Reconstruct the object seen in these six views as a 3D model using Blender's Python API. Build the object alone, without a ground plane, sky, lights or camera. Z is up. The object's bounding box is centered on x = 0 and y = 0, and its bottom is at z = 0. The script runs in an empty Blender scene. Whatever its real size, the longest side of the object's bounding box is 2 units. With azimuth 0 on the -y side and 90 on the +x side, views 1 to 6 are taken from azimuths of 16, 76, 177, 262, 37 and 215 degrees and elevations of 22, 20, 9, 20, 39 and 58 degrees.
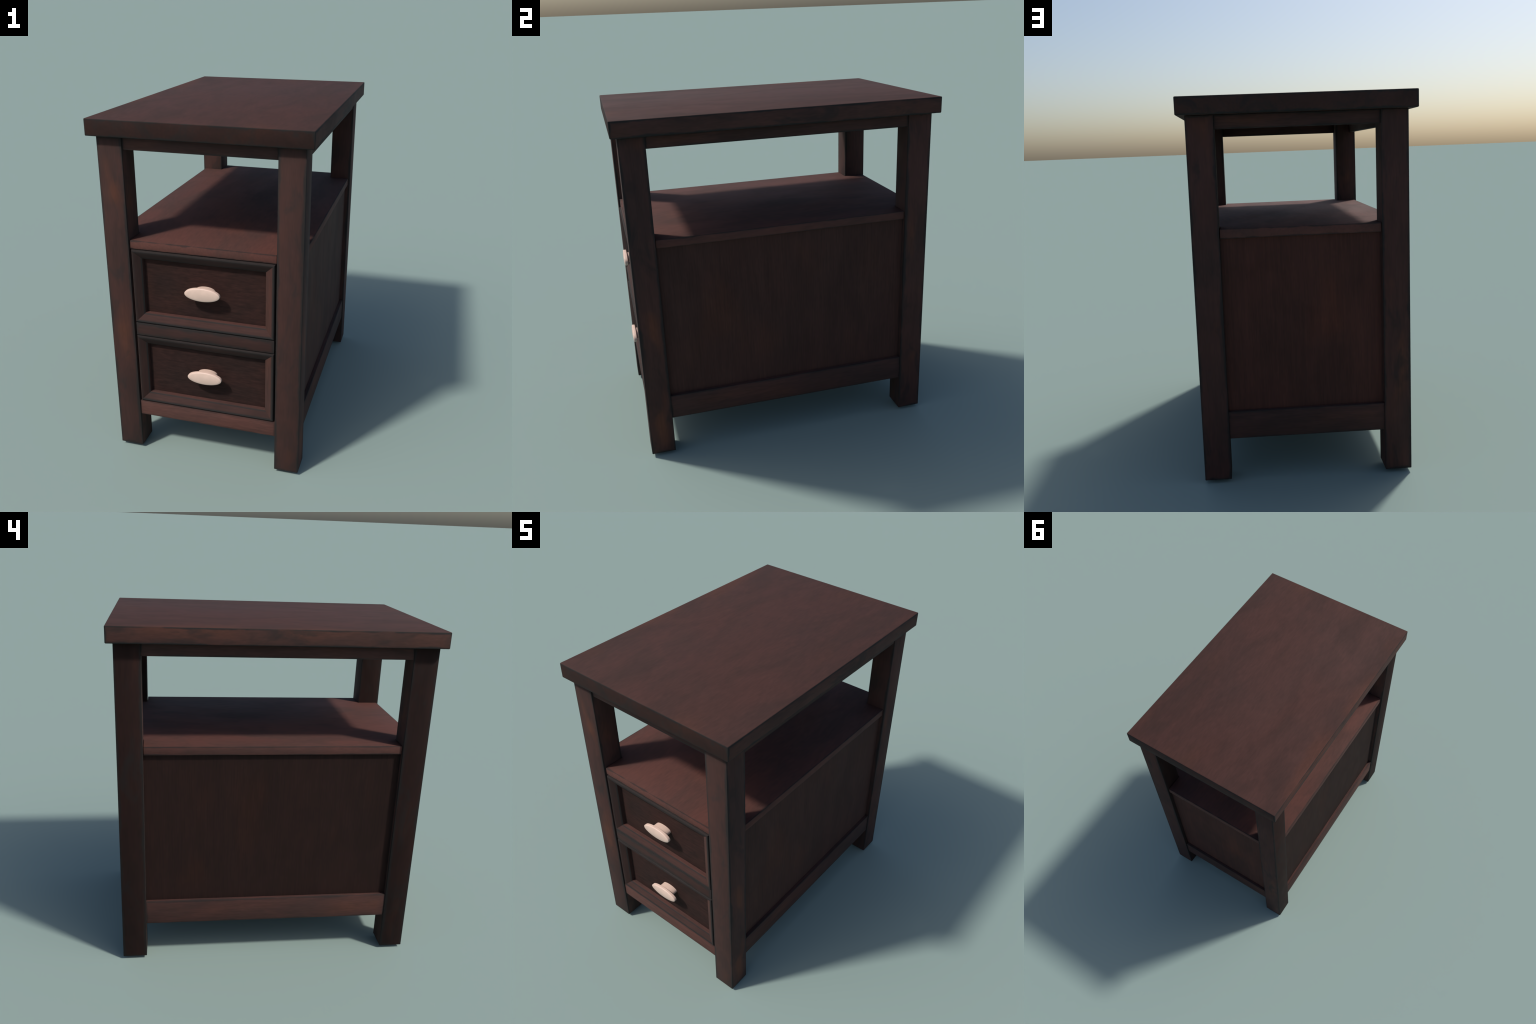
"""Dark stained wooden side table: open shelf on top, two framed drawers below,
cream oval pulls, recessed side and back panels, square legs on small glides."""
import bpy, bmesh, math
from mathutils import Vector, Matrix

# ------------------------------------------------------------------ sizes (m)
TOP_X, TOP_Y, TOP_Z0, TOP_Z1 = 0.5955, 0.9035, 1.9105, 2.0
LEG_X, LEG_Y, LEG_W, LEG_Z0 = 0.552, 0.868, 0.140, 0.0165
IN_X, IN_Y = LEG_X - LEG_W, LEG_Y - LEG_W            # inner faces of the legs
APRON_Z0 = 1.8405
SHELF_Z0, SHELF_Z1, SHELF_X, SHELF_Y = 1.2985, 1.3465, 0.539, 0.857
LOW_Z0, LOW_Z1, LOW_FRONT_Z1 = 0.2385, 0.3865, 0.3345
RAIL_X, RAIL_Y = 0.546, 0.8605
PANEL_X, PANEL_Y = 0.523, 0.839
DRAWER_X = 0.4032
FRONT_Y = -0.866                                      # ridge of the drawer mouldings
DRAWERS = ((0.8575, 1.2945, 1.082), (0.3385, 0.7715, 0.5632))   # bottom, top, pull height
DIVIDER = (0.7755, 0.8540)

scene = bpy.context.scene


# ------------------------------------------------------------------ materials
class Nodes:
    """Small helper for writing node trees as expressions."""

    def __init__(self, mat):
        mat.use_nodes = True
        self.t = mat.node_tree
        self.t.nodes.clear()

    def add(self, kind, **props):
        n = self.t.nodes.new(kind)
        for k, v in props.items():
            setattr(n, k, v)
        return n

    def put(self, socket, value):
        if isinstance(value, bpy.types.NodeSocket):
            self.t.links.new(value, socket)
        else:
            socket.default_value = value

    def math(self, op, a, b=None, clamp=False):
        n = self.add("ShaderNodeMath", operation=op, use_clamp=clamp)
        self.put(n.inputs[0], a)
        if b is not None:
            self.put(n.inputs[1], b)
        return n.outputs[0]

    def vmath(self, op, a, b):
        n = self.add("ShaderNodeVectorMath", operation=op)
        self.put(n.inputs[0], a)
        self.put(n.inputs[1], b)
        return n.outputs[0]

    def ramp(self, v, lo, hi, out0=0.0, out1=1.0, smooth=True):
        n = self.add("ShaderNodeMapRange")
        n.interpolation_type = "SMOOTHSTEP" if smooth else "LINEAR"
        for s, x in zip(n.inputs[:5], (v, lo, hi, out0, out1)):
            self.put(s, x)
        return n.outputs[0]

    def noise(self, vec, scale, detail=3.0, rough=0.55, distort=0.0):
        n = self.add("ShaderNodeTexNoise")
        self.put(n.inputs["Vector"], vec)
        n.inputs["Scale"].default_value = scale
        n.inputs["Detail"].default_value = detail
        n.inputs["Roughness"].default_value = rough
        n.inputs["Distortion"].default_value = distort
        return n.outputs["Fac"]

    def mix(self, f, a, b, blend="MIX"):
        n = self.add("ShaderNodeMix", data_type="RGBA", blend_type=blend)
        self.put(n.inputs[0], f)
        for s, c in ((n.inputs[6], a), (n.inputs[7], b)):
            self.put(s, c if isinstance(c, bpy.types.NodeSocket) else (*c, 1.0))
        return n.outputs[2]


GLAZE = (0.0125, 0.0115, 0.0110)     # black-brown glaze left in the edges
UMBER = (0.0390, 0.0187, 0.0153)     # cool dark brown
MAHOG = (0.0560, 0.0206, 0.0157)     # body of the stain
EMBER = (0.0860, 0.0285, 0.0155)     # rubbed-through warm spots


def wood(name, half, grain, gain=1.0, edge=0.014, edge_strength=0.85, faces=(1, 1, 1),
         ember=0.5, seed=0.0, rough=0.86, streak=1.0, spec=0.35, sides_only=False,
         tint=(1.0, 1.0, 1.0), mould=None, grain_len=0.09, patch=(3.6, 0.50, 0.72), warm_rim=False, mottle=1.0, smudge=0.0,
         streak_scale=75.0):
    """Stained wood for a box-like part of half sizes `half`, grain along axis `grain`.
    `faces` scales the base colour on the faces that look along x, y, z (a pair: -side, +side)."""
    mat = bpy.data.materials.new(name)
    n = Nodes(mat)
    tc = n.add("ShaderNodeTexCoord")
    obj = tc.outputs["Object"]
    info = n.add("ShaderNodeObjectInfo")
    shift = n.math("MULTIPLY", info.outputs["Random"], 7.0)
    comb = n.add("ShaderNodeCombineXYZ")
    n.put(comb.inputs[0], n.math("ADD", shift, seed))
    n.put(comb.inputs[1], n.math("MULTIPLY", shift, 1.7))
    n.put(comb.inputs[2], n.math("MULTIPLY", shift, -2.3))
    p = n.vmath("ADD", obj, comb.outputs[0])

    def stretched(along):
        s = [1.0, 1.0, 1.0]
        s[grain] = along
        return n.vmath("MULTIPLY", p, tuple(s))

    blotch = n.noise(stretched(0.42), 5.5, 4.0, 0.6, 0.6)
    cloud = n.noise(stretched(0.6), 2.4, 2.0, 0.5, 0.3)
    streaks = n.noise(stretched(grain_len), streak_scale, 4.0, 0.68)
    pores = n.noise(stretched(0.10), 210.0, 2.0, 0.6)

    # distance to the nearest edge of the box = second smallest distance to a face
    sep = n.add("ShaderNodeSeparateXYZ")
    n.put(sep.inputs[0], obj)
    d = [n.math("SUBTRACT", half[i], n.math("ABSOLUTE", sep.outputs[i])) for i in range(3)]
    lo, hi = n.math("MINIMUM", d[0], d[1]), n.math("MAXIMUM", d[0], d[1])
    second = n.math("MAXIMUM", lo, n.math("MINIMUM", hi, d[2]))
    wob = n.math("MULTIPLY", n.math("SUBTRACT", n.noise(stretched(0.45), 11.0, 3.0, 0.6, 0.4), 0.5), edge * 2.6)
    near = n.ramp(n.math("ADD", second, wob), edge * 0.15, edge, 1.0, 0.0)
    if mould:                              # glaze lies along the outer edge and in the quirk by the panel
        outer, quirk = mould
        wob = n.math("MULTIPLY", n.math("SUBTRACT", blotch, 0.5), 0.006)
        v = n.math("ADD", sep.outputs[2], wob)
        near_out = n.math("MULTIPLY", n.ramp(v, 0.0115, 0.0215, 1.0, 0.0), outer)
        off = n.math("ABSOLUTE", n.math("SUBTRACT", sep.outputs[2], 0.0492))
        near_in = n.math("MULTIPLY", n.ramp(off, 0.0018, 0.0048, 1.0, 0.0), quirk)
        near = n.math("MAXIMUM", near_out, near_in)
    far = n.ramp(second, 0.0, min(sorted(half)[1], 0.30) * 0.9, 0.0, 1.0)

    if warm_rim:                           # rubbed warm along the border instead of the middle
        far = n.ramp(second, 0.02, 0.24, 1.0, 0.05)

    tone = n.math("ADD", n.math("MULTIPLY", blotch, 0.62), n.math("MULTIPLY", cloud, 0.38))
    body = n.mix(n.ramp(tone, 0.34, 0.62, 0.6 - 0.6 * mottle, 0.6 + 0.4 * mottle), UMBER, MAHOG)
    warm = n.math("MULTIPLY", n.ramp(n.noise(stretched(0.5), patch[0], 2.0, 0.5), patch[1], patch[2]), far)
    body = n.mix(n.math("MULTIPLY", warm, ember), body, EMBER)
    st = n.ramp(streaks, 0.30, 0.70, 1.0 - 0.20 * streak, 1.0 + 0.20 * streak, smooth=False)
    po = n.ramp(pores, 0.30, 0.70, 1.0 - 0.10 * streak, 1.0 + 0.08 * streak, smooth=False)
    level = n.math("MULTIPLY", n.math("MULTIPLY", st, po), gain)
    # per-face colour scale; legs and side panels carry painted sun and shade here
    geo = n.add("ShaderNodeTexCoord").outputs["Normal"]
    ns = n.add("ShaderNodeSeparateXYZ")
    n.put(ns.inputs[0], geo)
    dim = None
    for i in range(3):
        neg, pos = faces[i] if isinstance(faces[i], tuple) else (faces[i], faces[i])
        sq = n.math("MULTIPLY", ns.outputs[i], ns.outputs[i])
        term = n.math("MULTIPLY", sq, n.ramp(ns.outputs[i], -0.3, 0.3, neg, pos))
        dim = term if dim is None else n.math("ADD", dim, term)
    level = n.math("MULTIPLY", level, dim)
    if mould:                              # sunlight on the small step beside the panel, painted as lighter colour
        level = n.math("MULTIPLY", level, n.ramp(sep.outputs[2], 0.0535, 0.0546, 1.0, 1.6))
    lev = n.add("ShaderNodeCombineColor")
    for i in range(3):
        n.put(lev.inputs[i], n.math("MULTIPLY", level, tint[i]))
    body = n.mix(1.0, body, lev.outputs[0], "MULTIPLY")
    glaze_f = n.math("MULTIPLY", near, edge_strength)
    if smudge:                             # uneven dark wear rubbed into the stain
        dirt = n.ramp(n.noise(stretched(0.38), 8.5, 4.0, 0.62, 0.8), 0.50, 0.68, 0.0, smudge)
        glaze_f = n.math("MAXIMUM", glaze_f, dirt)
    if sides_only:                         # table top: the glaze sits on the rim, not on the upper face
        glaze_f = n.math("MULTIPLY", glaze_f, n.math("SUBTRACT", 1.0, n.ramp(ns.outputs[2], 0.5, 0.95)))
    colour = n.mix(glaze_f, body, GLAZE)

    bump = n.add("ShaderNodeBump")
    bump.inputs["Strength"].default_value = 0.10
    bump.inputs["Distance"].default_value = 0.002
    n.put(bump.inputs["Height"], n.math("ADD", n.math("MULTIPLY", streaks, 0.6), n.math("MULTIPLY", pores, 0.4)))
    bsdf = n.add("ShaderNodeBsdfPrincipled")
    n.put(bsdf.inputs["Base Color"], colour)
    n.put(bsdf.inputs["Roughness"], n.ramp(blotch, 0.3, 0.7, rough + 0.05, rough - 0.05))
    n.put(bsdf.inputs["Specular IOR Level"], n.ramp(dim, 0.2, 0.8, spec * 0.45, spec))
    n.put(bsdf.inputs["Normal"], bump.outputs[0])
    out = n.add("ShaderNodeOutputMaterial")
    n.put(out.inputs[0], bsdf.outputs[0])
    return mat


def plain(name, colour, rough, spec=0.5, mottling=0.04, coat=0.0):
    mat = bpy.data.materials.new(name)
    n = Nodes(mat)
    obj = n.add("ShaderNodeTexCoord").outputs["Object"]
    f = n.noise(obj, 22.0, 3.0)
    c = n.mix(n.ramp(f, 0.35, 0.65), tuple(x * (1 - mottling) for x in colour), tuple(min(1, x * (1 + mottling)) for x in colour))
    bsdf = n.add("ShaderNodeBsdfPrincipled")
    n.put(bsdf.inputs["Base Color"], c)
    bsdf.inputs["Roughness"].default_value = rough
    bsdf.inputs["Specular IOR Level"].default_value = spec
    bsdf.inputs["Coat Weight"].default_value = coat
    n.put(n.add("ShaderNodeOutputMaterial").inputs[0], bsdf.outputs[0])
    return mat


# ------------------------------------------------------------------ geometry
def finish(bm, name, mat, location, parent, smooth_deg=40.0, rotation=None):
    bmesh.ops.recalc_face_normals(bm, faces=bm.faces)
    for f in bm.faces:
        f.smooth = True
    for e in bm.edges:
        if len(e.link_faces) == 2:
            e.smooth = e.calc_face_angle(0.0) < math.radians(smooth_deg)
    me = bpy.data.meshes.new(name)
    bm.to_mesh(me)
    bm.free()
    me.materials.append(mat)
    ob = bpy.data.objects.new(name, me)
    scene.collection.objects.link(ob)
    ob.parent = parent
    ob.location = location
    if rotation is not None:
        ob.rotation_euler = rotation
    return ob


def box(name, lo, hi, mat, parent, bevel=0.003, segments=2, origin=(0, 0, 0)):
    """Board from corner lo to corner hi; its own origin at the centre of the board."""
    lo, hi = Vector(lo), Vector(hi)
    size, centre = hi - lo, (hi + lo) / 2
    bm = bmesh.new()
    bmesh.ops.create_cube(bm, size=1.0, matrix=Matrix.Diagonal((*size, 1.0)))
    if bevel:
        bmesh.ops.bevel(bm, geom=list(bm.edges), offset=bevel, segments=segments, profile=0.5, affect="EDGES")
    return finish(bm, name, mat, centre - Vector(origin), parent)


def prism(name, outline, z0, z1, mat, parent, bevel=0.003):
    """Board with a polygonal outline."""
    zc = (z0 + z1) / 2
    bm = bmesh.new()
    low = [bm.verts.new((x, y, z0 - zc)) for x, y in outline]
    top = [bm.verts.new((x, y, z1 - zc)) for x, y in outline]
    bm.faces.new(list(reversed(low)))
    bm.faces.new(top)
    k = len(outline)
    for i in range(k):
        bm.faces.new((low[i], low[(i + 1) % k], top[(i + 1) % k], top[i]))
    bm.normal_update()
    bmesh.ops.bevel(bm, geom=list(bm.edges), offset=bevel, segments=2, profile=0.5, affect="EDGES")
    return finish(bm, name, mat, (0, 0, zc), parent)


def rings(name, loops, mat, location, parent, smooth_deg=35.0):
    """Closed lofted body through elliptical rings (y, rx, rz)."""
    bm = bmesh.new()
    k, prev = 72, None
    for y, rx, rz in loops:
        cur = [bm.verts.new((rx * math.cos(math.tau * i / k), y, rz * math.sin(math.tau * i / k))) for i in range(k)]
        if prev is None:
            bm.faces.new(cur)
        else:
            for i in range(k):
                bm.faces.new((prev[i], prev[(i + 1) % k], cur[(i + 1) % k], cur[i]))
        prev = cur
    bm.faces.new(list(reversed(prev)))
    return finish(bm, name, mat, location, parent, smooth_deg)


# moulding section: (distance in from the outer edge, depth behind the ridge)
MOULD = ((0.000, 0.060), (0.000, 0.010), (0.0012, 0.0052), (0.0040, 0.0016), (0.0085, 0.0000), (0.0125, 0.0008),
         (0.0200, 0.0046), (0.0320, 0.0112), (0.0440, 0.0180), (0.0520, 0.0226), (0.0545, 0.0262), (0.0560, 0.0480), (0.0560, 0.0600))
MOULD_IN = MOULD[-1][0]


def moulding(name, length, mat, parent, location, turn):
    """Mitred length of the moulding: runs along its own x, outer edge below, ridge towards -y."""
    bm = bmesh.new()
    a, b = [], []
    for v, d in MOULD:
        a.append(bm.verts.new((-length / 2 + v, d, v)))
        b.append(bm.verts.new((length / 2 - v, d, v)))
    k = len(MOULD)
    for i in range(k):
        j = (i + 1) % k
        bm.faces.new((a[i], a[j], b[j], b[i]))
    bm.faces.new(a)
    bm.faces.new(list(reversed(b)))
    return finish(bm, name, mat, location, parent, 30.0, (0, turn, 0))


# ------------------------------------------------------------------ assembly
table = bpy.data.objects.new("side_table", None)
table.empty_display_size = 0.2
scene.collection.objects.link(table)
table["label"] = "dark mahogany side table with two drawers, open shelf and cream oval pulls"
table["category"] = "side table"

# top board
th = (TOP_Z1 - TOP_Z0) / 2
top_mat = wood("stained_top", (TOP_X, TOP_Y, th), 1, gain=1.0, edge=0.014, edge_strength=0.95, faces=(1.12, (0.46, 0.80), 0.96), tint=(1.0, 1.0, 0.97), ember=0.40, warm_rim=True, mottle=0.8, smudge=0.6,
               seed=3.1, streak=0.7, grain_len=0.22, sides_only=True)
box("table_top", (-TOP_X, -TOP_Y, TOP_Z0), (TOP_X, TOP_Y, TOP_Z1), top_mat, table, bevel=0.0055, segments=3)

# legs: one mesh, four places
leg_mat = wood("stained_leg", (LEG_W / 2, LEG_W / 2, (TOP_Z0 - LEG_Z0) / 2), 2, gain=0.95, edge=0.017, faces=((0.33, 1.18), (0.84, 1.15), 1.0),  # -x face colour darkened to show no sun; +x and +y raised for shade
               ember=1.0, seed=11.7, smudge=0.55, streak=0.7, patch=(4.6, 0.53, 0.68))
glide_mat = plain("dark_rubber", (0.012, 0.012, 0.013), 0.7, 0.3)
leg_x, leg_y = LEG_X - LEG_W / 2, LEG_Y - LEG_W / 2
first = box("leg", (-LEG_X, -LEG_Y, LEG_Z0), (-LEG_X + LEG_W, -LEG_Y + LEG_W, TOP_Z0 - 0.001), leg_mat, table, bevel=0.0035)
bm = bmesh.new()
bmesh.ops.create_cone(bm, cap_ends=True, segments=40, radius1=0.034, radius2=0.038, depth=LEG_Z0 + 0.004,
                      matrix=Matrix.Translation((0, 0, (LEG_Z0 + 0.004) / 2)))
glide = finish(bm, "foot_glide", glide_mat, (0, 0, -first.location.z), first)
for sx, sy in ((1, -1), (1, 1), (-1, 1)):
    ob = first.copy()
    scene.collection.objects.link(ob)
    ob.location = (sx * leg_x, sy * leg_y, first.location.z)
    foot = glide.copy()
    scene.collection.objects.link(foot)
    foot.parent = ob

# apron rails under the top
APRON_T = 0.036
ah = (TOP_Z0 - APRON_Z0) / 2
apron_end = wood("stained_apron_end", (IN_X, APRON_T / 2, ah), 0, gain=0.85, edge=0.012, ember=0.6, seed=5.2)
apron_side = wood("stained_apron_side", (APRON_T / 2, IN_Y, ah), 1, gain=0.85, edge=0.012, ember=0.6, seed=6.9)
AY, AX = 0.858, 0.5455
for s in (-1, 1):
    y0, y1 = sorted((s * AY, s * (AY - APRON_T)))
    box("apron_rail", (-IN_X - 0.002, y0, APRON_Z0), (IN_X + 0.002, y1, TOP_Z0 - 0.001), apron_end, table)
    x0, x1 = sorted((s * AX, s * (AX - APRON_T)))
    box("apron_rail", (x0, -IN_Y - 0.002, APRON_Z0), (x1, IN_Y + 0.002, TOP_Z0 - 0.001), apron_side, table)

# shelf board, notched round the legs
sh = (SHELF_Z1 - SHELF_Z0) / 2
shelf_mat = wood("stained_shelf", (SHELF_X, SHELF_Y, sh), 1, gain=1.42, rough=0.84, spec=0.36, tint=(1.02, 0.95, 0.93), edge=0.008, edge_strength=0.7, faces=(1.0, 1.15, 1.0), ember=0.25, grain_len=0.22,
                 seed=8.8, streak=0.6)
nx, ny = IN_X - 0.003, IN_Y - 0.003
shelf_outline = [(-nx, -SHELF_Y), (nx, -SHELF_Y), (nx, -ny), (SHELF_X, -ny), (SHELF_X, ny), (nx, ny),
                 (nx, SHELF_Y), (-nx, SHELF_Y), (-nx, ny), (-SHELF_X, ny), (-SHELF_X, -ny), (-nx, -ny)]
prism("shelf", shelf_outline, SHELF_Z0, SHELF_Z1, shelf_mat, table, bevel=0.0018)

# lower rails
LOW_T = 0.040
lh, lfh = (LOW_Z1 - LOW_Z0) / 2, (LOW_FRONT_Z1 - LOW_Z0) / 2
low_side = wood("stained_low_side", (LOW_T / 2, IN_Y, lh), 1, gain=1.0, edge=0.013, edge_strength=0.65, ember=0.6, seed=1.4)
low_back = wood("stained_low_back", (IN_X, LOW_T / 2, lh), 0, gain=0.9, edge=0.013, edge_strength=0.65, ember=0.6, seed=2.7)
low_front = wood("stained_low_front", (IN_X, LOW_T / 2, lfh), 0, gain=1.6, edge=0.012, edge_strength=0.5, ember=0.5, seed=4.4)
for s in (-1, 1):
    x0, x1 = sorted((s * RAIL_X, s * (RAIL_X - LOW_T)))
    box("lower_rail", (x0, -IN_Y - 0.002, LOW_Z0), (x1, IN_Y + 0.002, LOW_Z1), low_side, table, bevel=0.004)
box("lower_rail", (-IN_X - 0.002, RAIL_Y - LOW_T, LOW_Z0), (IN_X + 0.002, RAIL_Y, LOW_Z1), low_back, table, bevel=0.004)
box("lower_rail", (-IN_X - 0.002, -RAIL_Y, LOW_Z0), (IN_X + 0.002, -RAIL_Y + LOW_T, LOW_FRONT_Z1), low_front, table, bevel=0.003)

# recessed panels
PT = 0.014
ph = (SHELF_Z0 - LOW_Z1) / 2
pz0, pz1 = LOW_Z1 - 0.02, SHELF_Z0 + 0.004
side_panel = wood("stained_side_panel", (PT / 2, IN_Y, (pz1 - pz0) / 2), 2, gain=0.8, tint=(1.02, 0.94, 0.87), mottle=0.55, streak_scale=110.0, faces=((0.42, 1.12), 1.0, 1.0), edge=0.010, edge_strength=0.4, ember=0.35,  # unlit look of the -x side baked in as a darker colour
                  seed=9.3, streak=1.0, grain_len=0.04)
back_panel = wood("stained_back_panel", (IN_X, PT / 2, (pz1 - pz0) / 2), 2, gain=0.95, tint=(1.18, 0.88, 0.74), mottle=0.7, streak_scale=110.0, edge=0.010, edge_strength=0.4, ember=0.4,
                  seed=7.6, streak=1.0, grain_len=0.04)
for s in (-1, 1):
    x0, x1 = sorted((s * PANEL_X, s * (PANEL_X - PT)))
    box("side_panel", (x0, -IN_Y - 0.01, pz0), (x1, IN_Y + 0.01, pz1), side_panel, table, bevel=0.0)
box("back_panel", (-IN_X - 0.01, PANEL_Y - PT, pz0), (IN_X + 0.01, PANEL_Y, pz1), back_panel, table, bevel=0.0)
carcass = plain("raw_dark_carcass", (0.016, 0.013, 0.012), 0.8, 0.2)
box("bottom_board", (-PANEL_X + PT + 0.002, -RAIL_Y + LOW_T + 0.002, 0.268), (PANEL_X - PT - 0.002, PANEL_Y - PT - 0.002, 0.286), carcass, table, bevel=0.0)
box("drawer_divider_web", (-0.47, -0.80, 0.800), (0.47, PANEL_Y - PT - 0.002, 0.822), carcass, table, bevel=0.0)

# drawer divider between the two drawers
div_mat = wood("stained_divider", (DRAWER_X, 0.03, (DIVIDER[1] - DIVIDER[0]) / 2), 0, gain=0.66, edge=0.027, ember=0.5, seed=13.3)
box("drawer_divider", (-DRAWER_X, -0.8625, DIVIDER[0]), (DRAWER_X, -0.8025, DIVIDER[1]), div_mat, table, bevel=0.0035)

# drawers
pull_mat = plain("cream_ceramic", (0.66, 0.480, 0.395), 0.38, 0.5, 0.03)
PANEL_FRONT = -0.820
for z0, z1, zp in DRAWERS:
    zc, hh = (z0 + z1) / 2, (z1 - z0) / 2
    drawer = box("drawer", (-DRAWER_X + 0.03, -0.800, z0 + 0.02), (DRAWER_X - 0.03, 0.70, z1 - 0.03), carcass, table, bevel=0.002)
    o = drawer.location.copy()
    tall, wide = 2 * hh, 2 * DRAWER_X
    seed = 20 + 5 * z0
    section = (0.06, MOULD_IN)
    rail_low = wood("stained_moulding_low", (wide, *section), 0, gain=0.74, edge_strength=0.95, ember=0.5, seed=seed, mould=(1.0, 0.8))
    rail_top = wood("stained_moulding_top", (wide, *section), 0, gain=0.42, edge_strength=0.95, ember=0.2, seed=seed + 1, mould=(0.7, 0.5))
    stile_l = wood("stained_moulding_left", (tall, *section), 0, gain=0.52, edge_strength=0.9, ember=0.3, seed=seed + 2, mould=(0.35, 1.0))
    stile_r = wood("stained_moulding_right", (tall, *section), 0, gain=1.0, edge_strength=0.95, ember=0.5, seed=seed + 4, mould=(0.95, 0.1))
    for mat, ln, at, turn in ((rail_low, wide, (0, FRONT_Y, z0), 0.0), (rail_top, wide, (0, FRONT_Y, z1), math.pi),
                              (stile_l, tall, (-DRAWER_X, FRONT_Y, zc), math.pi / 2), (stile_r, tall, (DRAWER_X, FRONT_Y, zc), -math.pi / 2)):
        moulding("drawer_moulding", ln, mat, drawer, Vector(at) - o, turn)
    pw, pt = DRAWER_X - MOULD_IN, hh - MOULD_IN
    pm = wood("stained_drawer_panel", (pw, 0.5, pt), 0, gain=0.52, spec=0.2, edge=0.012, edge_strength=0.4, ember=0.45, seed=seed + 3, streak=1.7, grain_len=0.2)  # low gain: colour dimmed for the weak sun on the recessed panel
    box("drawer_panel", (-pw - 0.004, PANEL_FRONT, z0 + MOULD_IN - 0.004), (pw + 0.004, PANEL_FRONT + 0.012, z1 - MOULD_IN + 0.004),
        pm, drawer, bevel=0.0, origin=o)
    # oval pull: stem, flared neck, thick rim and a slightly domed face
    rx, rz = 0.1000, 0.0382
    sx, sz = 0.0570, 0.0250
    loops = [(0.0015, sx, sz), (-0.0440, sx, sz), (-0.0455, sx + 0.0012, sz + 0.0012), (-0.0458, rx - 0.004, rz - 0.004),
             (-0.0462, rx - 0.0016, rz - 0.0016), (-0.0475, rx - 0.0004, rz - 0.0004), (-0.0612, rx, rz), (-0.0628, rx - 0.0006, rz - 0.0006),
             (-0.0640, rx - 0.0022, rz - 0.0022)]
    for f in (0.85, 0.65, 0.42, 0.18):
        loops.append((-0.0640 - 0.0050 * (1 - f * f), (rx - 0.0022) * f, (rz - 0.0022) * f))
    rings("drawer_pull", loops, pull_mat, Vector((0.005, PANEL_FRONT, zp)) - o, drawer)
